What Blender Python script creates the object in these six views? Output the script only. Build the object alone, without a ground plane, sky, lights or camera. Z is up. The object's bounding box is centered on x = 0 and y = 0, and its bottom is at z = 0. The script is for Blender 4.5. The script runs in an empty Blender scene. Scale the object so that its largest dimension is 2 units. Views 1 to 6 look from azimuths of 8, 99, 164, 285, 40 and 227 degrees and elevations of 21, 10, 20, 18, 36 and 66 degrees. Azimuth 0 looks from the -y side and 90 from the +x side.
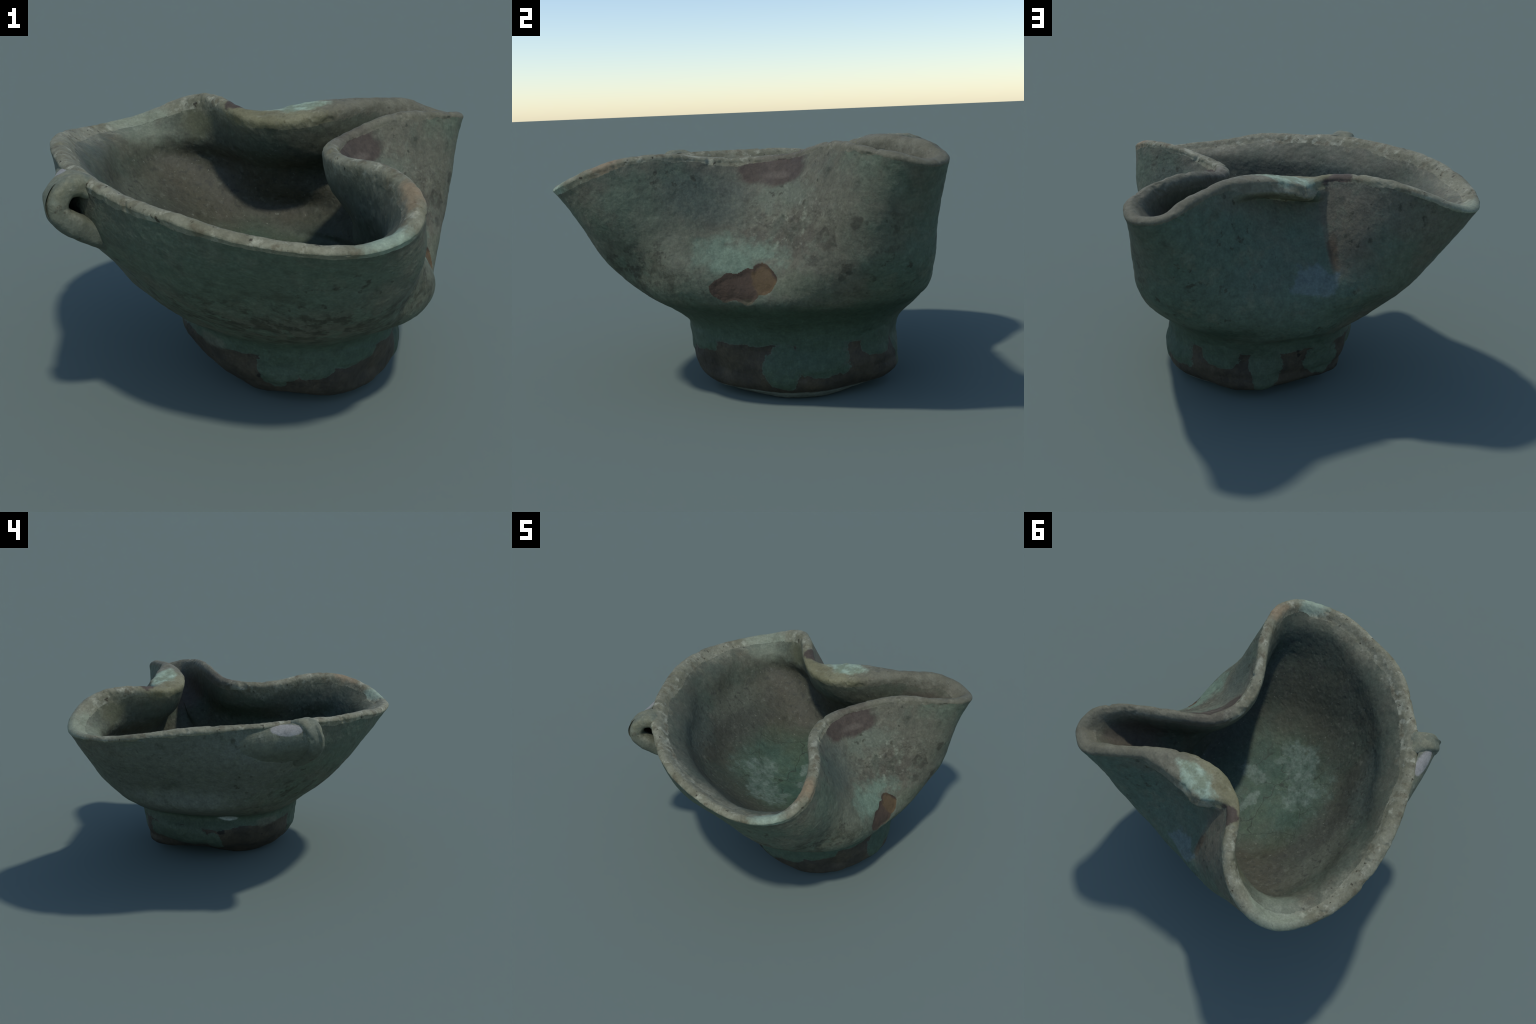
# A pinched, footed pottery bowl: a thick thrown cup on a ring foot whose rim was
# squeezed by two folds into a pouring spout, with a small lug handle opposite.
import bpy
import numpy as np

TAU = 2.0 * np.pi

# ---------------------------------------------------------------- profile data
# Rim crest, a closed curve, clockwise from the spout tip.
RIM = np.array([
    (0.948, 0.896, 1.154), (0.959, 0.763, 1.190), (0.871, 0.646, 1.214), (0.751, 0.557, 1.227),
    (0.632, 0.466, 1.226), (0.518, 0.371, 1.202), (0.424, 0.260, 1.172), (0.372, 0.121, 1.159),
    (0.380, -0.027, 1.158), (0.444, -0.162, 1.170), (0.532, -0.282, 1.189), (0.624, -0.400, 1.196),
    (0.693, -0.532, 1.183), (0.726, -0.670, 1.140), (0.680, -0.798, 1.087), (0.562, -0.881, 1.057),
    (0.420, -0.928, 1.057), (0.271, -0.935, 1.064), (0.123, -0.918, 1.074), (-0.023, -0.893, 1.098),
    (-0.163, -0.846, 1.120), (-0.294, -0.773, 1.125), (-0.414, -0.683, 1.133), (-0.529, -0.589, 1.148),
    (-0.629, -0.478, 1.150), (-0.715, -0.355, 1.151), (-0.787, -0.224, 1.149), (-0.850, -0.088, 1.145),
    (-0.901, 0.053, 1.138), (-0.941, 0.196, 1.124), (-0.964, 0.343, 1.103), (-0.962, 0.491, 1.082),
    (-0.933, 0.637, 1.066), (-0.870, 0.773, 1.058), (-0.770, 0.883, 1.069), (-0.637, 0.925, 1.116),
    (-0.502, 0.909, 1.178), (-0.375, 0.844, 1.217), (-0.268, 0.739, 1.224), (-0.174, 0.623, 1.212),
    (-0.054, 0.538, 1.190), (0.090, 0.502, 1.197), (0.235, 0.528, 1.222), (0.361, 0.604, 1.242),
    (0.473, 0.704, 1.246), (0.583, 0.806, 1.239), (0.700, 0.897, 1.222), (0.825, 0.961, 1.171),
])
# Cross-sections of the outer wall. Each one is a circle (centre, radius) blended by a
# weight with the pinched plan of the rim (shrunk a little), then swelled or dented
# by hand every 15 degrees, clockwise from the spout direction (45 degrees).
SECTIONS = [
    dict(height=0.00, centre=(0.205, 0.245), radius=0.360, pinch=0.00, shrink=1.00,   # sole
         swell=(0.016, 0.040, 0.056, 0.065, 0.062, 0.062, 0.058, 0.040, 0.015, 0.004, 0.005, -0.005, -0.038, -0.087, -0.127, -0.151, -0.163, -0.163, -0.153, -0.127, -0.097, -0.068, -0.042, -0.014)),
    dict(height=0.04, centre=(0.205, 0.245), radius=0.395, pinch=0.00, shrink=1.00,   # sole edge
         swell=(0.059, 0.068, 0.089, 0.088, 0.075, 0.082, 0.095, 0.091, 0.069, 0.055, 0.045, 0.012, -0.024, -0.059, -0.084, -0.093, -0.077, -0.027, 0.034, 0.026, 0.015, 0.027, 0.061, 0.066)),
    dict(height=0.15, centre=(0.205, 0.245), radius=0.445, pinch=0.00, shrink=1.00,   # foot
         swell=(0.073, 0.072, 0.080, 0.077, 0.077, 0.068, 0.071, 0.112, 0.100, 0.099, 0.089, 0.083, 0.066, 0.052, 0.061, 0.054, 0.047, 0.058, 0.097, 0.075, 0.048, 0.044, 0.070, 0.079)),
    dict(height=0.26, centre=(0.205, 0.245), radius=0.455, pinch=0.00, shrink=1.00,   # foot top
         swell=(0.056, 0.044, 0.037, 0.039, 0.056, 0.085, 0.094, 0.099, 0.105, 0.102, 0.107, 0.111, 0.108, 0.111, 0.114, 0.102, 0.095, 0.105, 0.097, 0.084, 0.061, 0.044, 0.035, 0.066)),
    dict(height=0.34, centre=(0.205, 0.245), radius=0.460, pinch=0.00, shrink=1.00,   # neck
         swell=(0.073, 0.058, 0.049, 0.052, 0.071, 0.089, 0.099, 0.109, 0.120, 0.126, 0.125, 0.118, 0.109, 0.081, 0.063, 0.057, 0.059, 0.083, 0.099, 0.117, 0.088, 0.057, 0.074, 0.079)),
    dict(height=0.42, centre=(0.180, 0.220), radius=0.580, pinch=0.00, shrink=1.00,   # lower belly
         swell=(0.055, 0.032, 0.018, 0.028, 0.020, 0.038, 0.057, 0.076, 0.073, 0.064, 0.059, 0.064, 0.072, 0.062, 0.054, 0.058, 0.080, 0.103, 0.099, 0.077, 0.079, 0.071, 0.056, 0.058)),
    dict(height=0.52, centre=(0.150, 0.200), radius=0.700, pinch=0.15, shrink=0.85,   # belly
         swell=(0.073, 0.072, 0.087, 0.092, 0.101, 0.108, 0.100, 0.065, 0.044, 0.016, -0.006, -0.011, -0.007, 0.015, 0.038, 0.047, 0.063, 0.074, 0.065, 0.058, 0.090, 0.091, 0.070, 0.088)),
    dict(height=0.66, centre=(0.120, 0.170), radius=0.800, pinch=0.40, shrink=0.92,   # upper belly
         swell=(0.076, 0.108, 0.125, 0.103, 0.144, 0.156, 0.063, 0.045, -0.003, -0.051, -0.020, -0.035, -0.061, -0.038, -0.066, -0.078, -0.045, 0.022, 0.085, 0.153, 0.176, 0.135, 0.093, 0.074)),
    dict(height=0.86, centre=(0.100, 0.150), radius=0.860, pinch=0.72, shrink=0.97,   # shoulder
         swell=(0.015, 0.094, 0.104, 0.092, 0.105, 0.132, 0.094, 0.029, -0.005, -0.010, 0.009, 0.013, 0.029, 0.032, -0.023, -0.028, 0.012, 0.034, 0.086, 0.166, 0.156, 0.142, 0.074, 0.052)),
]
AXIS = np.array([0.205, 0.245])
# tongues of glaze that ran down the foot: where, and how large
DRIPS = (((.20, -.22, .235), (.10, .25, .115)), ((.35, -.22, .25), (.10, .25, .08)), ((.70, .22, .18), (.25, .09, .11)),
         ((.68, .40, .23), (.25, .14, .10)), ((.28, .74, .20), (.08, .25, .16)), ((.50, .66, .26), (.10, .20, .07)),
         ((-.04, .68, .20), (.10, .25, .11)), ((-.28, .36, .21), (.20, .24, .085)), ((-.26, .12, .17), (.20, .05, .10)),
         ((.50, -.20, .27), (.12, .20, .05)))
SECTION_KNOTS = [0, .04, .15, .26, .36, .50, .66, .84, 1.06, 1.40]   # last one is the rim
# Cross-sections of the inner wall, from the rim down, described the same way.
INNER_SECTIONS = [
    dict(height=1.00, centre=(0.080, 0.120), radius=0.840, pinch=0.88, shrink=0.88,   # under the rim
         swell=(-0.102, -0.042, -0.034, -0.052, -0.043, -0.040, -0.035, 0.002, 0.018, -0.019, -0.052, -0.053, -0.065, -0.056, -0.024, -0.041, 0.005, 0.001, -0.022, 0.004, 0.012, -0.001, -0.053, -0.091)),
    dict(height=0.87, centre=(0.080, 0.120), radius=0.720, pinch=0.66, shrink=0.80,   # upper wall
         swell=(-0.129, -0.133, -0.073, -0.019, -0.001, -0.031, 0.029, 0.043, 0.039, -0.011, -0.035, -0.040, -0.041, -0.037, -0.026, -0.022, 0.019, 0.078, 0.097, 0.096, 0.081, 0.078, 0.034, -0.060)),
    dict(height=0.75, centre=(0.080, 0.140), radius=0.610, pinch=0.42, shrink=0.75,   # wall
         swell=(-0.094, -0.125, -0.079, -0.026, -0.018, -0.014, 0.067, 0.083, 0.052, 0.001, -0.007, -0.018, -0.034, -0.039, -0.036, -0.031, -0.004, 0.054, 0.114, 0.124, 0.102, 0.077, 0.036, -0.034)),
    dict(height=0.65, centre=(0.080, 0.150), radius=0.510, pinch=0.25, shrink=0.70,   # lower wall
         swell=(-0.064, -0.037, 0.034, 0.096, 0.111, 0.116, 0.087, 0.086, 0.072, 0.033, -0.002, -0.025, -0.025, -0.022, -0.038, -0.050, -0.034, 0.006, 0.073, 0.129, 0.140, 0.138, 0.107, 0.020)),
    dict(height=0.57, centre=(0.080, 0.160), radius=0.400, pinch=0.10, shrink=0.65,   # floor edge
         swell=(0.045, 0.058, 0.090, 0.114, 0.127, 0.123, 0.113, 0.122, 0.099, 0.050, 0.005, -0.030, -0.064, -0.090, -0.074, -0.069, -0.051, 0.007, 0.074, 0.104, 0.121, 0.116, 0.094, 0.062)),
    dict(height=0.51, centre=(0.080, 0.160), radius=0.240, pinch=0.00, shrink=1.00,   # floor
         swell=(0.211, 0.209, 0.195, 0.169, 0.148, 0.135, 0.129, 0.122, 0.100, 0.066, 0.030, 0.005, -0.013, -0.023, 0.001, -0.000, -0.016, -0.009, 0.012, 0.051, 0.106, 0.152, 0.185, 0.204)),
]
INNER_KNOTS = [0, .16, .36, .56, .74, .93, 1.12, 1.36]   # first is the rim, last the floor centre
FLOOR_CENTRE = np.array([0.08, 0.16, 0.468])
N = 1152           # columns around the vessel


# ---------------------------------------------------------------- small maths
def smooth(a, b, x):
    t = np.clip((x - a) / (b - a), 0, 1)
    return t * t * (3 - 2 * t)


def periodic_spline(controls, n):
    c = np.asarray(controls, float)
    k = len(c)
    s = np.arange(n) * k / n
    j = s.astype(int)
    f = (s - j).reshape(-1, *([1] * (c.ndim - 1)))
    p = [c[(j + o) % k] for o in (-1, 0, 1, 2)]
    return (p[0] * (-.5 * f + f * f - .5 * f ** 3) + p[1] * (1 - 2.5 * f * f + 1.5 * f ** 3)
            + p[2] * (.5 * f + 2 * f * f - 1.5 * f ** 3) + p[3] * (-.5 * f * f + .5 * f ** 3))


def open_spline(knots, values, ts):
    k, v = np.asarray(knots, float), np.asarray(values, float)
    h = np.diff(k)
    slope = np.diff(v, axis=0) / h.reshape(-1, *([1] * (v.ndim - 1)))
    d = np.empty_like(v)
    d[0], d[-1] = slope[0], slope[-1]
    w = (h[1:] / (h[1:] + h[:-1])).reshape(-1, *([1] * (v.ndim - 1)))
    d[1:-1] = w * slope[:-1] + (1 - w) * slope[1:]
    i = np.clip(np.searchsorted(k, ts, 'right') - 1, 0, len(k) - 2)
    sh = (-1,) + (1,) * (v.ndim - 1)
    hh = h[i].reshape(sh)
    f = ((ts - k[i]) / h[i]).reshape(sh)
    return ((1 + f * f * (2 * f - 3)) * v[i] + f * f * (3 - 2 * f) * v[i + 1]
            + hh * f * (1 - f) ** 2 * d[i] + hh * f * f * (f - 1) * d[i + 1])


def lattice(i, seed):
    h = (i[..., 0] * 374761393 + i[..., 1] * 668265263 + i[..., 2] * 2147483647 + seed * 1274126177) & 0xFFFFFFFF
    h = ((h ^ (h >> 13)) * 1274126177) & 0xFFFFFFFF
    return ((h ^ (h >> 16)) & 0xFFFF) / 32767.5 - 1.0


def noise(p, seed=0):
    i = np.floor(p).astype(np.int64)
    f = p - i
    f = f * f * f * (f * (f * 6 - 15) + 10)
    out = 0.0
    for a in (0, 1):
        for b in (0, 1):
            for c in (0, 1):
                w = (f[..., 0] if a else 1 - f[..., 0]) * (f[..., 1] if b else 1 - f[..., 1]) * (f[..., 2] if c else 1 - f[..., 2])
                out = out + w * lattice(i + np.array([a, b, c]), seed)
    return out


def fbm(p, scale, octaves=3, seed=0):
    total, amp = 0.0, 1.0
    for o in range(octaves):
        total = total + amp * noise(p * scale * 2.03 ** o + 17.3 * o, seed + o)
        amp *= 0.5
    return total


def unit(v):
    return v / (np.linalg.norm(v, axis=-1, keepdims=True) + 1e-12)


def grid_normals(g):
    du = np.roll(g, -1, 1) - np.roll(g, 1, 1)
    dv = np.gradient(g, axis=0)
    return unit(np.cross(dv, du))


# ---------------------------------------------------------------- vessel wall
u = np.arange(N) / N                                    # 0 at the spout tip, clockwise
bearing = np.radians(45) - u * TAU
ray = np.stack([np.cos(bearing), np.sin(bearing)], -1)
rim = periodic_spline(RIM, N)
along = np.roll(rim, -8, 0) - np.roll(rim, 8, 0)
rim_out = unit(np.stack([-along[:, 1], along[:, 0]], -1))

def section(sec):
    c = np.array(sec["centre"])
    plan = (1 - sec["pinch"]) * (c + sec["radius"] * ray) + sec["pinch"] * (c + sec["shrink"] * (rim[:, :2] - c))
    step = np.roll(plan, -16, 0) - np.roll(plan, 16, 0)
    outward = unit(np.stack([-step[:, 1], step[:, 0]], -1))
    plan = plan + outward * periodic_spline(sec["swell"], N)[:, None]
    return np.column_stack([plan, np.full(N, sec["height"])])


rings = [section(sec) for sec in SECTIONS]
lip_edge = rim.copy()
lip_edge[:, :2] += rim_out * 0.032
lip_edge[:, 2] -= 0.024
rings.append(lip_edge)

t_out = np.concatenate([np.linspace(0, .36, 60)[:-1], np.linspace(.36, 1.40, 250)])
outer = open_spline(SECTION_KNOTS, np.array(rings), t_out)
n_out = grid_normals(outer)

U = u * 144.0                                            # column index in rim steps
below = rim[None, :, 2] - outer[:, :, 2]                 # depth under the rim


def bump(x, lo, a, b, hi):
    return smooth(lo, a, x) * (1 - smooth(b, hi, x))


# the folded-over broken ledge outside the second fold
ledge_u = np.interp(U, [118.5, 121.5, 124.5, 127.5, 133], [0, .72, 1, .78, 0])     # a flat-sided flake
ledge = ledge_u[None] * (1 - smooth(0.060, 0.12, below))
outer = outer + unit(n_out * np.array([1, 1, 0.0])) * (0.185 * ledge * (1 + .10 * fbm(outer, 5, 2, 7)))[..., None]

# rim roll
thick_rim = 0.038 + 0.006 * fbm(rim, 2.3, 2, 5)
n_end = grid_normals(outer)[-1]
d_end = unit(outer[-1] - outer[-5])
mid = lip_edge - n_end * 0
inner_edge = lip_edge - unit(np.column_stack([rim_out, np.zeros(N)])) * (2 * thick_rim)[:, None]
centre = 0.5 * (outer[-1] + inner_edge)
half = 0.5 * (outer[-1] - inner_edge)
up = unit(d_end - half * (np.sum(d_end * half, -1, keepdims=True) / np.sum(half * half, -1, keepdims=True)))
up[:, :2] *= (1 - ledge_u)[:, None]
up = unit(up + np.array([0, 0, 0.35]))
arc = np.linspace(0, np.pi, 17)[1:-1]
roll = np.array([centre + half * np.cos(a) + up * .026 * np.sin(a) for a in arc])

# inner wall and floor
levels = np.concatenate([np.linspace(0, .93, 170), np.linspace(.93, 1.36, 80)[1:-1]])
inner_rings = [inner_edge] + [section(sec) for sec in INNER_SECTIONS] + [np.repeat(FLOOR_CENTRE[None], N, 0)]
both = open_spline(INNER_KNOTS, np.array(inner_rings), levels)
for _ in range(10):
    both[20:-12] = .5 * both[20:-12] + .25 * (both[19:-13] + both[21:-11])
for _ in range(30):
    smoothed = .5 * both + .25 * (np.roll(both, 6, 1) + np.roll(both, -6, 1))
    smoothed[1:-1] = .5 * smoothed[1:-1] + .25 * (smoothed[2:] + smoothed[:-2])
    blend = smooth(.42, .62, levels)[:, None, None]
    both = both * (1 - blend) + smoothed * blend
inner_count = int(np.searchsorted(levels, .93))
t_in = 1.40 - levels[:inner_count] * .86
edge = np.concatenate([roll, both])
for _ in range(25):
    edge[8:45] = .5 * edge[8:45] + .25 * (edge[7:44] + edge[9:46])
roll, both = edge[:len(roll)], edge[len(roll):]
inner, floor = both[:inner_count], both[inner_count:]

underside = []
for f in np.linspace(0, 1, 16)[1:-1]:
    xy = AXIS - 0.03 + f * (outer[0, :, :2] - AXIS + 0.03)
    underside.append(np.column_stack([xy, np.full(N, 0.004 * (1 - f))]))
underside = np.array(underside)

wall = np.concatenate([underside, outer, roll, inner, floor])
row_kind = np.concatenate([np.full(len(underside), 0), np.full(len(outer), 1), np.full(len(roll), 2),
                           np.full(len(inner), 3), np.full(len(floor), 4)])
row_t = np.concatenate([np.full(len(underside), -1.0), t_out, np.full(len(roll), 2.0), t_in, np.full(len(floor), 0.0)])

# ---------------------------------------------------------------- surface relief
nw = grid_normals(wall)
P = wall
near_rim = np.zeros(len(wall))
near_rim[row_kind == 2] = 1
near_rim[row_kind == 1] = smooth(1.33, 1.40, t_out)
near_rim[row_kind == 3] = smooth(1.33, 1.40, t_in)
inside = np.isin(row_kind, (3, 4))[:, None]
lumps = 0.005 * fbm(P, 2.7, 2, 11) + 0.0016 * fbm(P, 10, 2, 21) + 0.0011 * fbm(P, 36, 3, 31)
foot_zone = np.where(row_kind == 1, smooth(.01, .05, row_t) * (1 - smooth(.30, .40, row_t)), 0)[:, None]
lumps = lumps + foot_zone * (0.006 * fbm(P, 4.5, 2, 24) + .0025 * fbm(P, 16, 2, 26) - .008 * smooth(.7, 1.2, fbm(P, 7, 2, 28)))
run = np.zeros(P.shape[:2])
for at, size in DRIPS:
    run = np.maximum(run, 1 - smooth(.65, 1.1, np.sqrt((((P - np.array(at)) / np.array(size)) ** 2).sum(-1))))
lumps = lumps + foot_zone * .007 * run
# nicks and chips along the worn rim
lumps = lumps + near_rim[:, None] * (0.0018 * fbm(P, 22, 3, 41) - 0.007 * smooth(.6, 1.1, fbm(P, 13, 3, 43)))
# crusty patch beside the first fold, pitted inside
rough = np.exp(-(((P[..., 0] - .68) / .3) ** 2 + ((P[..., 1] - .25) / .3) ** 2 + ((P[..., 2] - .88) / .14) ** 2))
lumps = lumps + ~inside * 0.0030 * rough * fbm(P, 42, 3, 51)
grainy = inside * smooth(.5, .62, P[..., 2]) * (1 - smooth(.95, 1.1, P[..., 2]))
lumps = lumps + grainy * (0.0006 * fbm(P, 48, 2, 61) - .0014 * smooth(.7, 1.15, fbm(P, 42, 2, 63)))


def spot(centre, radii, warp=.25, scale=9, seed=3):
    d = np.sqrt((((P - np.array(centre)) / np.array(radii)) ** 2).sum(-1))
    return d + warp * fbm(P, scale, 3, seed)


is_outer = (row_kind == 1)[:, None]
scar = is_outer & (np.minimum(spot((.845, .035, .592), (.17, .120, .075)), spot((.85, .165, .625), (.15, .06, .065), .2)) < 1)
scar_depth = np.where(is_outer, 1 - smooth(.75, 1.05, np.minimum(
    spot((.845, .035, .592), (.17, .120, .075)), spot((.85, .165, .625), (.15, .06, .065), .2))), 0)
lumps = lumps - 0.007 * scar_depth
taper = np.ones(len(wall))
taper[row_kind == 0] = 0
wall = wall + nw * (lumps * taper[:, None])[..., None]
base_lift = np.where(row_kind == 1, 1 - smooth(0, .10, row_t), 0)[:, None] * np.maximum(fbm(P, 3.5, 2, 33), 0) * .022
wall[..., 2] = np.maximum(wall[..., 2] + base_lift, 0.0)

# ---------------------------------------------------------------- materials
class Nodes:
    """Tiny helper: build a node tree from expressions."""

    def __init__(self, name):
        self.mat = bpy.data.materials.new(name)
        self.mat.use_nodes = True
        self.t = self.mat.node_tree
        self.bsdf = self.t.nodes["Principled BSDF"]
        self.pos = self.t.nodes.new("ShaderNodeTexCoord").outputs["Object"]

    def link(self, a, b):
        if hasattr(a, "links"):
            self.t.links.new(a, b)
        else:
            b.default_value = a

    def math(self, op, a, b=0.0, clamp=False):
        n = self.t.nodes.new("ShaderNodeMath")
        n.operation, n.use_clamp = op, clamp
        self.link(a, n.inputs[0])
        self.link(b, n.inputs[1])
        return n.outputs[0]

    def noise(self, scale, detail=4.0, rough=.55, offset=0.0, distort=0.0, stretch=(1, 1, 1)):
        m = self.t.nodes.new("ShaderNodeMapping")
        self.link(self.pos, m.inputs["Vector"])
        m.inputs["Location"].default_value = (offset, offset * .7, -offset * 1.3)
        m.inputs["Scale"].default_value = stretch
        n = self.t.nodes.new("ShaderNodeTexNoise")
        self.link(m.outputs[0], n.inputs["Vector"])
        n.inputs["Scale"].default_value = scale
        n.inputs["Detail"].default_value = detail
        n.inputs["Roughness"].default_value = rough
        n.inputs["Distortion"].default_value = distort
        return n.outputs["Fac"]

    def voronoi(self, scale, feature='F1', warp=0.0):
        vec = self.pos
        if warp:
            tex = self.t.nodes.new("ShaderNodeTexNoise")
            self.link(self.pos, tex.inputs["Vector"])
            tex.inputs["Scale"].default_value = 5
            add = self.t.nodes.new("ShaderNodeVectorMath")
            add.operation = 'MULTIPLY_ADD'
            self.link(tex.outputs["Color"], add.inputs[0])
            add.inputs[1].default_value = (warp, warp, warp)
            self.link(self.pos, add.inputs[2])
            vec = add.outputs[0]
        n = self.t.nodes.new("ShaderNodeTexVoronoi")
        n.feature = feature
        self.link(vec, n.inputs["Vector"])
        n.inputs["Scale"].default_value = scale
        return n.outputs["Distance"]

    def step(self, x, lo, hi):
        n = self.t.nodes.new("ShaderNodeMapRange")
        n.interpolation_type = 'SMOOTHSTEP'
        self.link(x, n.inputs["Value"])
        n.inputs["From Min"].default_value = lo
        n.inputs["From Max"].default_value = hi
        return n.outputs["Result"]

    def blob(self, centre, radii, soft=.35, warp=.9, scale=7.0, offset=0.0):
        """1 inside a noise-edged ellipsoid, 0 outside."""
        s = self.t.nodes.new("ShaderNodeVectorMath")
        s.operation = 'SUBTRACT'
        self.link(self.pos, s.inputs[0])
        s.inputs[1].default_value = centre
        d = self.t.nodes.new("ShaderNodeVectorMath")
        d.operation = 'DIVIDE'
        self.link(s.outputs[0], d.inputs[0])
        d.inputs[1].default_value = radii
        ln = self.t.nodes.new("ShaderNodeVectorMath")
        ln.operation = 'LENGTH'
        self.link(d.outputs[0], ln.inputs[0])
        w = self.math('MULTIPLY', self.math('SUBTRACT', self.noise(scale, 5, .6, offset), .5), warp * 4)
        r = self.math('ADD', ln.outputs["Value"], w)
        return self.math('SUBTRACT', 1.0, self.step(r, 1 - soft, 1 + soft))

    def axis(self, k):
        n = self.t.nodes.new("ShaderNodeSeparateXYZ")
        self.link(self.pos, n.inputs[0])
        return n.outputs[k]

    def both(self, a, b):
        return self.math('MULTIPLY', a, b)

    def mix(self, fac, a, b):
        n = self.t.nodes.new("ShaderNodeMix")
        n.data_type = 'RGBA'
        self.link(fac, n.inputs["Factor"])
        for v, s in ((a, n.inputs["A"]), (b, n.inputs["B"])):
            self.link(v if hasattr(v, "links") else (*v, 1.0), s)
        return n.outputs["Result"]

    def finish(self, colour, rough=.75, bump=.25, bump_scale=60, spec=.3):
        self.link(colour, self.bsdf.inputs["Base Color"])
        self.link(rough, self.bsdf.inputs["Roughness"])
        self.bsdf.inputs["Specular IOR Level"].default_value = spec
        b = self.t.nodes.new("ShaderNodeBump")
        b.inputs["Strength"].default_value = bump
        b.inputs["Distance"].default_value = 0.006
        h = self.math('ADD', self.noise(bump_scale, 6, .65, 3.0), self.math('MULTIPLY', self.noise(bump_scale * .3, 4, .6, 8.0), 1.2))
        self.link(h, b.inputs["Height"])
        self.link(b.outputs[0], self.bsdf.inputs["Normal"])
        return self.mat

    def layer(self, colour, mask, new):
        return self.mix(mask, colour, new)

    def vary(self, colour, amount, scale, offset=0.0, detail=5):
        """Multiply by a noise that swings +-amount about 1."""
        f = self.math('ADD', self.math('MULTIPLY', self.noise(scale, detail, .65, offset), 3.2 * amount), 1 - 1.6 * amount)
        n = self.t.nodes.new("ShaderNodeVectorMath")
        n.operation = 'SCALE'
        self.link(colour, n.inputs[0])
        self.link(f, n.inputs["Scale"])
        return n.outputs[0]

    def invert(self, m):
        return self.math('SUBTRACT', 1.0, m)

    def above(self, level, wobble, scale, soft=.02, offset=0.0):
        """1 above a wavering height."""
        z = self.math('ADD', self.axis(2), self.math('MULTIPLY', self.math('SUBTRACT', self.noise(scale, 5, .6, offset), .5), 2 * wobble))
        return self.step(z, level - soft, level + soft)


RIM_CENTRE = np.array([.27, .25])
sweep = np.degrees(np.arctan2(rim[:, 1] - RIM_CENTRE[1], rim[:, 0] - RIM_CENTRE[0])) % 360
RIM_BY_BEARING = []
for centre_deg in np.arange(0, 361, 15):
    gap = np.abs((sweep - centre_deg + 180) % 360 - 180)
    w_gap = np.exp(-(gap / 7.0) ** 2)
    RIM_BY_BEARING.append((centre_deg / 360, float((w_gap * rim[:, 2]).sum() / w_gap.sum())))


def rim_depth(k):
    """How far a point lies under the rim, from the rim's height at its bearing."""
    x = k.math('SUBTRACT', k.axis(0), float(RIM_CENTRE[0]))
    y = k.math('SUBTRACT', k.axis(1), float(RIM_CENTRE[1]))
    turn = k.math('FRACT', k.math('ADD', k.math('DIVIDE', k.math('ARCTAN2', y, x), TAU), 1.0))
    n = k.t.nodes.new("ShaderNodeFloatCurve")
    curve = n.mapping.curves[0]
    lo, span = 1.0, .3
    pts = [(p, (h - lo) / span) for p, h in RIM_BY_BEARING]
    curve.points[0].location, curve.points[1].location = pts[0], pts[-1]
    for p in pts[1:-1]:
        curve.points.new(*p)
    n.mapping.update()
    k.link(turn, n.inputs["Value"])
    top = k.math('ADD', k.math('MULTIPLY', n.outputs[0], span), lo)
    return k.math('SUBTRACT', top, k.axis(2))


TONE = (.95, .96, .84)             # the whole glaze leans olive
# linear base colours
GREEN_GREY, BROWN_GREY, SLATE = (.086, .108, .081), (.106, .103, .080), (.116, .126, .110)
DARK_SPOT, PALE_SPOT, TEAL, PALE_TEAL = (.038, .038, .027), (.20, .205, .165), (.070, .108, .088), (.135, .185, .145)
BOTTLE_GREEN, UMBER, RUST = (.038, .066, .047), (.060, .046, .038), (.092, .060, .032)


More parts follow.
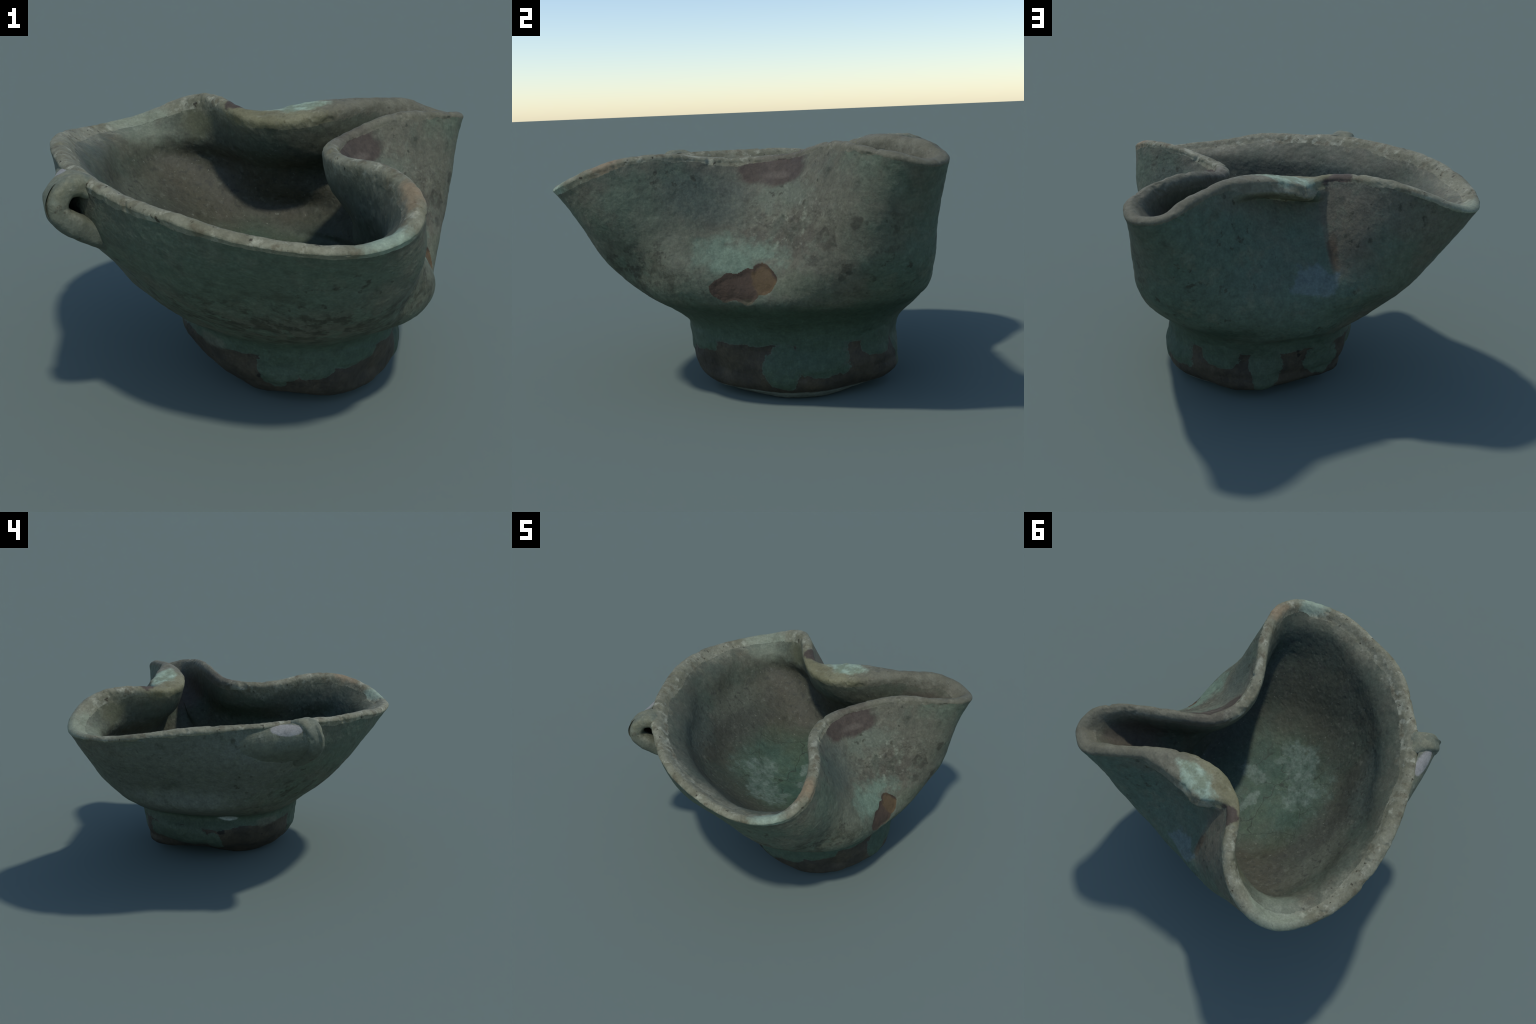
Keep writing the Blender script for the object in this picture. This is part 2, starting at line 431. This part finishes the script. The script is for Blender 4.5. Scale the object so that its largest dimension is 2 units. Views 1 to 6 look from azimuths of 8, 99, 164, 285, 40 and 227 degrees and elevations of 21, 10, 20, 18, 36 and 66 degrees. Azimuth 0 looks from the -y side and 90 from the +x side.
def outer_colour(k):
    c = k.mix(k.step(k.noise(2.6, 5, .6, 1.0), .40, .60), GREEN_GREY, BROWN_GREY)
    c = k.layer(c, k.blob((-.75, .1, .75), (.45, .75, .45), .4, .4, 3, 2.0), SLATE)
    # the back and the spout's far flank keep a teal glaze
    c = k.layer(c, k.math('MULTIPLY', k.blob((.42, 1.0, .75), (.62, .36, .55), .35, .4, 4, 5.0), .8), TEAL)
    c = k.layer(c, k.math('MULTIPLY', k.blob((.10, -.75, .85), (.62, .25, .22), .4, .4, 5, 6.0), .8), (.086, .116, .088))
    # weathered brown-grey face beside the first fold
    c = k.layer(c, k.math('MULTIPLY', k.blob((.78, .32, .94), (.35, .42, .30), .45, .45, 5, 7.0), .85), (.108, .102, .079))
    c = k.layer(c, k.math('MULTIPLY', k.blob((.78, .27, .79), (.20, .20, .09), .45, .5, 7, 8.0), .85), (.076, .068, .053))
    c = k.layer(c, k.math('MULTIPLY', k.blob((.82, -.32, .74), (.28, .22, .18), .45, .4, 5, 9.0), .8), (.115, .116, .088))
    c = k.layer(c, k.math('MULTIPLY', k.blob((.60, -.12, .98), (.18, .20, .14), .5, .4, 6, 3.0), .7), (.078, .092, .080))
    crust = k.blob((.70, .26, .92), (.25, .26, .15), .7, .5, 6, 10.0)
    c = k.layer(c, k.both(crust, k.math('MULTIPLY', k.step(k.noise(34, 4, .65, 12.0), .52, .66), .8)), (.060, .054, .042))
    c = k.layer(c, k.both(crust, k.math('MULTIPLY', k.step(k.noise(30, 4, .65, 11.0), .54, .70), .85)), PALE_SPOT)
    c = k.layer(c, k.math('MULTIPLY', k.blob((.62, .22, 1.0), (.16, .17, .08), .5, .7, 9, 13.0), .55), (.125, .148, .118))
    # brown-grey panel with a straight left edge behind the second fold
    left = k.math('SUBTRACT', 1.0, k.step(k.math('ADD', k.axis(0), k.math('MULTIPLY', k.noise(9, 3), .03)), -.030, -.008))
    c = k.layer(c, k.both(left, k.blob((-.14, .72, .98), (.24, .30, .25), .4, .4, 5, 14.0)), (.112, .102, .080))
    c = k.layer(c, k.both(left, k.math('MULTIPLY', k.blob((-.055, .82, .86), (.030, .08, .09), .4, .4, 9, 15.0), .8)), (.075, .050, .032))
    # dark freckles, in drifts
    low = k.blob((.25, -.55, .58), (.85, .42, .18), .5, .5, 4, 16.0)
    c = k.layer(c, k.both(low, k.math('MULTIPLY', k.step(k.noise(10, 6, .65, 17.0), .48, .58), .85)), (.044, .044, .030))
    c = k.layer(c, k.both(low, k.math('MULTIPLY', k.step(k.noise(7, 6, .65, 18.0), .53, .60), .85)), (.102, .132, .100))
    drift = k.blob((.95, .55, .82), (.25, .26, .24), .4, .4, 5, 19.0)
    c = k.layer(c, k.both(drift, k.math('MULTIPLY', k.step(k.noise(12, 3, .5, 48.0), .55, .63), .8)), (.050, .047, .035))
    lobe = k.blob((.78, -.45, .68), (.22, .22, .13), .5, .5, 6, 4.0)
    c = k.layer(c, k.both(lobe, k.math('MULTIPLY', k.step(k.noise(15, 4, .6, 49.0), .53, .62), .85)), (.048, .046, .035))
    freck = k.step(k.noise(2.4, 3, .5, 20.0), .46, .60)
    c = k.layer(c, k.both(freck, k.math('MULTIPLY', k.step(k.noise(19, 4, .6, 21.0), .58, .68), .85)), DARK_SPOT)
    c = k.layer(c, k.math('MULTIPLY', k.step(k.noise(9, 6, .68, 22.0), .52, .64), .5), (.118, .130, .100))
    c = k.layer(c, k.math('MULTIPLY', k.step(k.noise(6, 6, .65, 47.0), .54, .70), .5), (.052, .060, .045))
    # bare reddish clay on the first fold
    c = k.layer(c, k.blob((.475, .195, 1.13), (.14, .185, .125), .16, .32, 6, 23.0), UMBER)
    c = k.layer(c, k.math('MULTIPLY', k.blob((.50, .17, 1.075), (.05, .10, .016), .6, .4, 12, 24.0), .8), (.098, .080, .068))
    # pale teal bloom over the scar
    c = k.layer(c, k.math('MULTIPLY', k.blob((.75, .02, .715), (.17, .17, .085), .5, .8, 8, 25.0), .95), PALE_TEAL)
    c = k.layer(c, k.math('MULTIPLY', k.blob((.84, .30, .61), (.14, .20, .06), .5, .6, 8, 26.0), .75), (.112, .124, .090))
    # bluish deposit on the back
    c = k.layer(c, k.math('MULTIPLY', k.blob((.065, .87, .765), (.095, .10, .095), .25, .9, 8, 27.0), .85), (.105, .138, .148))
    # glaze pools bottle green towards the neck
    neck = k.invert(k.above(.505, .06, 5, .04, 28.0))
    c = k.layer(c, k.both(neck, k.math('MULTIPLY', k.step(k.axis(0), .30, .60), .9)), BOTTLE_GREEN)
    c = k.layer(c, k.math('MULTIPLY', k.invert(k.above(.385, .04, 6, .04, 29.0)), .8), (.050, .078, .058))
    # bare clay foot with tongues of glaze
    bare = k.invert(k.above(.285, .04, 7, .005, 30.0))
    for seed, (at, size) in enumerate(DRIPS):
        bare = k.both(bare, k.invert(k.blob(at, size, .06, .3, 9, 31.0 + seed)))
    edge = k.both(bare, k.invert(k.step(bare, .80, .99)))
    clay = k.vary(k.mix(k.step(k.noise(5, 5, .6, 41.0), .38, .62), (.036, .031, .025), (.056, .046, .034)), .2, 30, 42.0)
    c = k.layer(c, bare, clay)
    c = k.layer(c, k.math('MULTIPLY', edge, 1.2, True), (.062, .090, .072))
    c = k.layer(c, k.both(bare, k.step(k.noise(9, 3, .5, 43.0), .68, .72)), (.016, .014, .012))
    c = k.layer(c, k.blob((-.30, .02, .350), (.08, .075, .020), .2, .25, 9, 44.0), (.30, .33, .33))  # whitish patch at the neck, carried over from a scan fault
    c = k.layer(c, k.math('MULTIPLY', k.blob((-.115, -.21, .29), (.07, .09, .03), .4, .6, 12, 45.0), .8), (.100, .104, .082))
    # pale strip along the sole, a remnant of the floor left in the scan
    sole = k.both(k.invert(k.above(.046, .010, 9, .006, 46.0)), k.step(k.axis(0), .18, .40))
    c = k.layer(c, sole, (.19, .21, .20))
    return c


def inner_colour(k):
    c = k.mix(k.step(k.noise(3.0, 4, .55, 51.0), .40, .62), (.066, .084, .064), (.072, .077, .057))
    c = k.layer(c, k.math('MULTIPLY', k.blob((-.45, .66, .78), (.34, .28, .22), .6, .4, 4, 53.0), .65), (.076, .070, .051))
    c = k.layer(c, k.math('MULTIPLY', k.blob((.05, .70, .80), (.45, .22, .25), .5, .4, 4, 54.0), .5), (.074, .064, .049))
    c = k.layer(c, k.math('MULTIPLY', k.blob((.20, -.55, .70), (.45, .30, .2), .5, .5, 4, 55.0), .7), (.064, .070, .054))
    c = k.layer(c, k.math('MULTIPLY', k.blob((-.50, .05, .70), (.18, .50, .10), .5, .5, 6, 56.0), .7), (.058, .060, .050))
    c = k.layer(c, k.math('MULTIPLY', k.blob((-.64, .32, .80), (.12, .28, .07), .5, .5, 9, 57.0), .55), (.112, .122, .096))
    c = k.layer(c, k.math('MULTIPLY', k.blob((-.55, -.30, .88), (.25, .30, .12), .5, .4, 5, 50.0), .6), (.080, .098, .086))
    wall = k.above(.60, .04, 4, .06, 58.0)
    c = k.layer(c, k.both(wall, k.math('MULTIPLY', k.step(k.noise(30, 3, .55, 59.0), .55, .68), .75)), (.046, .048, .040))
    c = k.layer(c, k.both(wall, k.math('MULTIPLY', k.step(k.noise(25, 3, .55, 60.0), .57, .72), .7)), (.112, .118, .096))
    # green glaze pooled on the floor
    pool = k.blob((-.02, .14, .46), (.42, .40, .18), .6, .3, 4, 61.0)
    c = k.layer(c, pool, k.mix(k.step(k.noise(4, 4, .6, 62.0), .35, .65), (.052, .098, .076), (.070, .110, .076)))
    c = k.layer(c, k.both(pool, k.math('MULTIPLY', k.step(k.noise(13, 5, .65, 63.0), .55, .75), .7)), (.080, .128, .110))
    crack = k.invert(k.step(k.voronoi(3.6, 'DISTANCE_TO_EDGE', .22), .003, .014))
    c = k.layer(c, k.both(k.blob((-.12, .20, .5), (.45, .42, .2), .3, .3, 4, 64.0), k.math('MULTIPLY', crack, .7)), (.030, .038, .030))
    # whitish deposits
    chalk = k.math('MAXIMUM', k.blob((.0, -.13, .53), (.16, .13, .12), .25, .75, 7, 65.0), k.blob((-.15, .03, .53), (.11, .12, .12), .25, .75, 8, 66.0))
    chalk = k.math('MAXIMUM', chalk, k.blob((.20, .15, .49), (.10, .06, .12), .25, .8, 10, 67.0))
    chalk = k.math('MAXIMUM', chalk, k.blob((.06, .29, .49), (.04, .07, .12), .25, .9, 12, 68.0))
    chalk = k.math('MAXIMUM', chalk, k.math('MULTIPLY', k.both(k.blob((-.15, -.10, .5), (.30, .27, .2), .5, .3, 5, 69.0), k.step(k.noise(20, 4, .6, 70.0), .53, .66)), .7))
    c = k.layer(c, k.math('MULTIPLY', k.both(chalk, k.step(k.noise(17, 5, .65, 75.0), .30, .50)), .8),
                k.mix(k.step(k.noise(24, 4, .6, 71.0), .35, .65), (.092, .138, .116), (.160, .212, .190)))
    c = k.layer(c, k.math('MULTIPLY', k.step(k.noise(60, 2, .5, 72.0), .68, .76), .7), (.19, .20, .17))
    # the wall pales and dulls towards the worn rim
    deep = k.math('ADD', rim_depth(k), k.math('MULTIPLY', k.math('SUBTRACT', k.noise(9, 5, .6, 52.0), .5), .22))
    c = k.layer(c, k.math('MULTIPLY', k.invert(k.step(deep, .02, .24)), .9), k.mix(k.step(k.noise(6, 4, .6, 78.0), .4, .6), (.098, .108, .080), (.116, .116, .086)))
    c = k.layer(c, k.math('MULTIPLY', k.blob((-.74, .80, 1.0), (.28, .14, .07), .5, .6, 7, 73.0), .75), (.165, .190, .145))
    c = k.layer(c, k.math('MULTIPLY', k.blob((-.35, .84, 1.10), (.16, .12, .12), .5, .4, 7, 74.0), .6), (.125, .122, .070))
    # brown clay in the spout channel
    c = k.layer(c, k.math('MULTIPLY', k.blob((.72, .74, .98), (.25, .25, .14), .3, .3, 7, 76.0), .8), (.074, .062, .050))
    fade = k.math('ADD', rim_depth(k), k.math('MULTIPLY', k.math('SUBTRACT', k.noise(18, 5, .65, 77.0), .5), .18))
    return k.layer(c, k.math('MULTIPLY', k.invert(k.step(fade, .0, .085)), .95), rim_colour(k))


def rim_colour(k):
    c = k.mix(k.step(k.noise(7, 5, .6, 81.0), .38, .62), (.150, .144, .102), (.215, .210, .160))
    c = k.layer(c, k.math('MULTIPLY', k.step(k.noise(15, 5, .65, 82.0), .53, .68), .9), (.32, .315, .255))
    c = k.layer(c, k.math('MULTIPLY', k.step(k.noise(12, 5, .65, 83.0), .53, .66), .85), (.120, .104, .070))
    c = k.layer(c, k.step(k.noise(24, 4, .6, 84.0), .63, .70), (.055, .047, .032))
    # duller towards the spout, browner over the folds
    c = k.layer(c, k.math('MULTIPLY', k.blob((.72, .70, 1.2), (.48, .48, .3), .35, .3, 5, 85.0), .75), (.112, .106, .082))
    c = k.layer(c, k.math('MULTIPLY', k.blob((-.02, .54, 1.18), (.30, .12, .1), .4, .5, 9, 86.0), .6), (.160, .148, .080))
    c = k.layer(c, k.blob((-.12, .64, 1.21), (.085, .075, .05), .15, .4, 12, 87.0), (.066, .050, .040))
    c = k.layer(c, k.math('MULTIPLY', k.blob((.71, -.60, 1.15), (.06, .09, .06), .5, .6, 14, 88.0), .7), (.235, .165, .105))
    c = k.layer(c, k.math('MULTIPLY', k.blob((.62, -.84, 1.05), (.10, .07, .07), .45, .6, 10, 89.0), .8), (.26, .33, .275))
    c = k.layer(c, k.math('MULTIPLY', k.blob((-.74, .84, 1.05), (.28, .13, .08), .6, .7, 8, 90.0), .6), (.23, .27, .215))
    c = k.layer(c, k.math('MULTIPLY', k.blob((.46, .24, 1.16), (.12, .20, .06), .4, .4, 8, 91.0), .7), (.090, .078, .062))
    # broken face of the ledge: fresh pale teal
    c = k.layer(c, k.math('MULTIPLY', k.blob((.165, .620, 1.20), (.165, .075, .07), .25, .45, 9, 92.0), .95),
                k.mix(k.step(k.noise(9, 5, .65, 93.0), .40, .60), (.185, .225, .165), (.30, .38, .315)))
    return c


def handle_colour(k):
    c = k.mix(k.step(k.noise(6, 4, .6, 101.0), .4, .6), (.165, .165, .120), (.120, .132, .105))
    c = k.layer(c, k.step(k.noise(14, 5, .65, 102.0), .56, .70), (.250, .245, .195))
    c = k.layer(c, k.invert(k.above(1.02, .05, 6, .06, 103.0)), (.098, .108, .088))
    c = k.layer(c, k.step(k.noise(16, 4, .65, 104.0), .62, .72), (.070, .062, .045))
    c = k.layer(c, k.blob((-.735, -.50, 1.120), (.075, .105, .036), .12, .30, 9, 105.0), (.27, .26, .262))  # pale patch copied from a scan artefact on the web
    return c


def scar_colour(k):
    c = k.mix(k.noise(14, 5, .6, 111.0), (.046, .032, .025), (.078, .050, .036))
    c = k.layer(c, k.blob((.86, .165, .625), (.15, .055, .075), .15, .4, 12, 112.0), RUST)
    return k.layer(c, k.invert(k.above(.535, .012, 12, .012, 113.0)), (.115, .096, .066))


def material(name, recipe, rough, bump, bump_scale, grain, value=1.0):
    k = Nodes(name)
    c = k.vary(k.vary(recipe(k), grain, 26, 121.0), grain * .8, 85, 122.0, 3)
    tone = k.t.nodes.new("ShaderNodeVectorMath")
    tone.operation = 'MULTIPLY'
    k.link(c, tone.inputs[0])
    tone.inputs[1].default_value = [t * value for t in TONE]
    c = tone.outputs[0]
    r = k.math('ADD', k.math('MULTIPLY', k.noise(9, 3, .5, 123.0), .3), rough - .15)
    return k.finish(c, r, bump, bump_scale)


MAT_OUTER = material("weathered_green_glaze", outer_colour, .72, .5, 55, .33)
MAT_INNER = material("pitted_inner_glaze", inner_colour, .66, .3, 60, .30, .86)
MAT_RIM = material("worn_rim", rim_colour, .72, .5, 50, .24, .95)
MAT_HANDLE = material("worn_handle", handle_colour, .72, .5, 50, .28)
MAT_SCAR = material("exposed_clay", scar_colour, .85, .6, 70, .16)

# ---------------------------------------------------------------- mesh writing
def build_mesh(name, verts, faces, normals, materials, parent, slots=None):
    """faces: (n,4) index array into verts; -1 in the last column marks a triangle."""
    used, inv = np.unique(faces[faces >= 0], return_inverse=True)
    remap = np.full(len(verts), -1, np.int64)
    remap[used] = np.arange(len(used))
    sizes = np.where(faces[:, 3] < 0, 3, 4)
    loops = remap[faces.ravel()[faces.ravel() >= 0]]
    me = bpy.data.meshes.new(name)
    me.vertices.add(len(used))
    me.vertices.foreach_set("co", verts[used].astype(np.float32).ravel())
    me.loops.add(len(loops))
    me.loops.foreach_set("vertex_index", loops.astype(np.int32))
    me.polygons.add(len(faces))
    me.polygons.foreach_set("loop_start", np.concatenate([[0], np.cumsum(sizes)[:-1]]).astype(np.int32))
    me.update(calc_edges=True)
    me.validate()
    me.polygons.foreach_set("use_smooth", np.ones(len(me.polygons), bool))
    if normals is not None:
        me.normals_split_custom_set_from_vertices([tuple(n) for n in normals[used]])
    for mat in materials:
        me.materials.append(mat)
    if slots is not None:
        me.polygons.foreach_set("material_index", slots.astype(np.int32))
    ob = bpy.data.objects.new(name, me)
    bpy.context.collection.objects.link(ob)
    ob.parent = parent
    return ob


root = bpy.data.objects.new("pinched_bowl", None)
bpy.context.collection.objects.link(root)
root["label"] = "weathered green glazed clay bowl with pinched spout and small handle"
root["category"] = "pottery bowl"

rows = len(wall)
verts = np.concatenate([wall.reshape(-1, 3), [[AXIS[0] - .03, AXIS[1] - .03, .004]], [FLOOR_CENTRE]])
ii, jj = np.meshgrid(np.arange(rows - 1), np.arange(N), indexing='ij')
a = ii * N + jj
b = ii * N + (jj + 1) % N
quads = np.stack([a, a + N, b + N, b], -1).reshape(-1, 4)
j = np.arange(N)
cap_low = np.stack([np.full(N, rows * N), j, (j + 1) % N, np.full(N, -1)], -1)
last = (rows - 1) * N
cap_top = np.stack([np.full(N, rows * N + 1), last + (j + 1) % N, last + j, np.full(N, -1)], -1)

tri = np.concatenate([quads[:, :3], quads[:, [0, 2, 3]], cap_low[:, :3], cap_top[:, :3]])
fn = np.cross(verts[tri[:, 1]] - verts[tri[:, 0]], verts[tri[:, 2]] - verts[tri[:, 0]])
vn = np.zeros_like(verts)
for k in range(3):
    for c in range(3):
        vn[:, c] += np.bincount(tri[:, k], fn[:, c], len(verts))
vn = unit(vn)

q_kind = np.repeat(row_kind[:-1], N)
q_t = np.repeat(row_t[:-1], N)
q_u = np.tile(U, rows - 1)
q_scar = scar[:-1].ravel()
q_p = wall[:-1].reshape(-1, 3)
# the worn rim ends raggedly outside and breaks up gradually inside
ragged = fbm(q_p, 9, 3, 91)
q_ledge = np.tile(ledge_u, rows - 1)
rim_faces = ((q_kind == 2) | ((q_kind == 1) & (q_t > 1.388 - .030 * bump(q_u, 34, 42, 64, 78) - .012 * ragged - .10 * q_ledge))
             | ((q_kind == 3) & (q_t > 1.372 + .012 * ragged)))
spout_zone = (q_u > 129) | (q_u < 16)
foot_faces = (q_kind == 0) | ((q_kind == 1) & (q_t < .36))
scar_faces = q_scar & ~rim_faces & ~foot_faces
spout_faces = spout_zone & ~rim_faces & ~scar_faces & (((q_kind == 1) & (q_t > .80)) | ((q_kind == 3) & (q_t > .80)))
bowl_faces = ~(rim_faces | foot_faces | spout_faces | scar_faces)
q_slot = (q_kind >= 3).astype(int)                       # 0 outside, 1 inside

build_mesh("bowl", verts, np.concatenate([quads[bowl_faces], cap_top]), vn, [MAT_OUTER, MAT_INNER], root,
           np.concatenate([q_slot[bowl_faces], np.ones(N)]))
build_mesh("spout", verts, quads[spout_faces], vn, [MAT_OUTER, MAT_INNER], root, q_slot[spout_faces])
build_mesh("rim", verts, quads[rim_faces], vn, [MAT_RIM], root)
build_mesh("foot", verts, np.concatenate([quads[foot_faces], cap_low]), vn, [MAT_OUTER], root)
build_mesh("clay_scar", verts, quads[scar_faces], vn, [MAT_SCAR], root)

# ---------------------------------------------------------------- lug handle
HANDLE_SPINE = np.array([(-.575, -.540, 1.108), (-.606, -.575, 1.122), (-.640, -.618, 1.108), (-.658, -.646, 1.060),
                         (-.648, -.644, 1.005), (-.602, -.606, .955), (-.530, -.540, .900), (-.440, -.455, .86)])
STEPS, SIDES = 90, 48
spine = open_spline(np.arange(8), HANDLE_SPINE, np.linspace(0, 7, STEPS))
tan = unit(np.gradient(spine, axis=0))
side = unit(np.array([-.66, .75, 0.0]))                  # along the rim, towards the filled side
nrm = unit(np.cross(tan, side))
bi = np.cross(nrm, tan)
ang = np.linspace(0, TAU, SIDES, endpoint=False)
flare = (np.abs(np.linspace(-1, 1, STEPS)) ** 3)[:, None]
thick = .046 + .016 * flare * (np.linspace(-1, 1, STEPS) > 0)[:, None]
wide = .058 + .034 * flare
square = 1 / (np.abs(np.cos(ang)) ** 3 + np.abs(np.sin(ang)) ** 3) ** (1 / 3)     # rounded strap section
tube = (spine[:, None] + nrm[:, None] * (np.cos(ang) * square * thick)[..., None]
        + bi[:, None] * (np.sin(ang) * square * wide)[..., None])
tn = unit(tube - spine[:, None])
tube = tube + tn * (0.003 * fbm(tube, 22, 3, 71) + 0.008 * fbm(tube, 7, 2, 73))[..., None]
ii, jj = np.meshgrid(np.arange(STEPS - 1), np.arange(SIDES), indexing='ij')
strap_faces = np.stack([ii * SIDES + jj, ii * SIDES + (jj + 1) % SIDES, (ii + 1) * SIDES + (jj + 1) % SIDES, (ii + 1) * SIDES + jj], -1).reshape(-1, 4)
handle = build_mesh("handle", tube.reshape(-1, 3), strap_faces, None, [MAT_HANDLE], root)

# web where the scan filled in the handle's far side, flush with the strap's back
hub = np.array([-.54, -.55, 1.01])
near = spine[8:70] + unit((spine[8:70] - hub) * np.array([1, 1, .8])) * .030 + side * .02
m = len(near)
s = np.linspace(0, 1, m)
column = int(80.0 / 144 * N)
far_t = 1.385 - .33 * s
row = np.searchsorted(t_out, far_t)
far = outer[row, column] - n_out[row, column] * .012
kk = np.linspace(-.10, 1, 40)
web = near[None] * (1 - kk[:, None, None]) + far[None] * kk[:, None, None]
outw = unit(np.array([-.75, -.60, -.10]))
web = web + outw * (.012 * np.sin(np.pi * np.clip(kk, 0, 1)))[:, None, None] * np.sin(np.pi * s)[None, :, None]
web = web + outw * (0.003 * fbm(web, 9, 3, 77))[..., None]
ii, jj = np.meshgrid(np.arange(39), np.arange(m - 1), indexing='ij')
web_faces = np.stack([ii * m + jj, (ii + 1) * m + jj, (ii + 1) * m + jj + 1, ii * m + jj + 1], -1).reshape(-1, 4)
build_mesh("handle_web", web.reshape(-1, 3), web_faces, None, [MAT_HANDLE], handle)
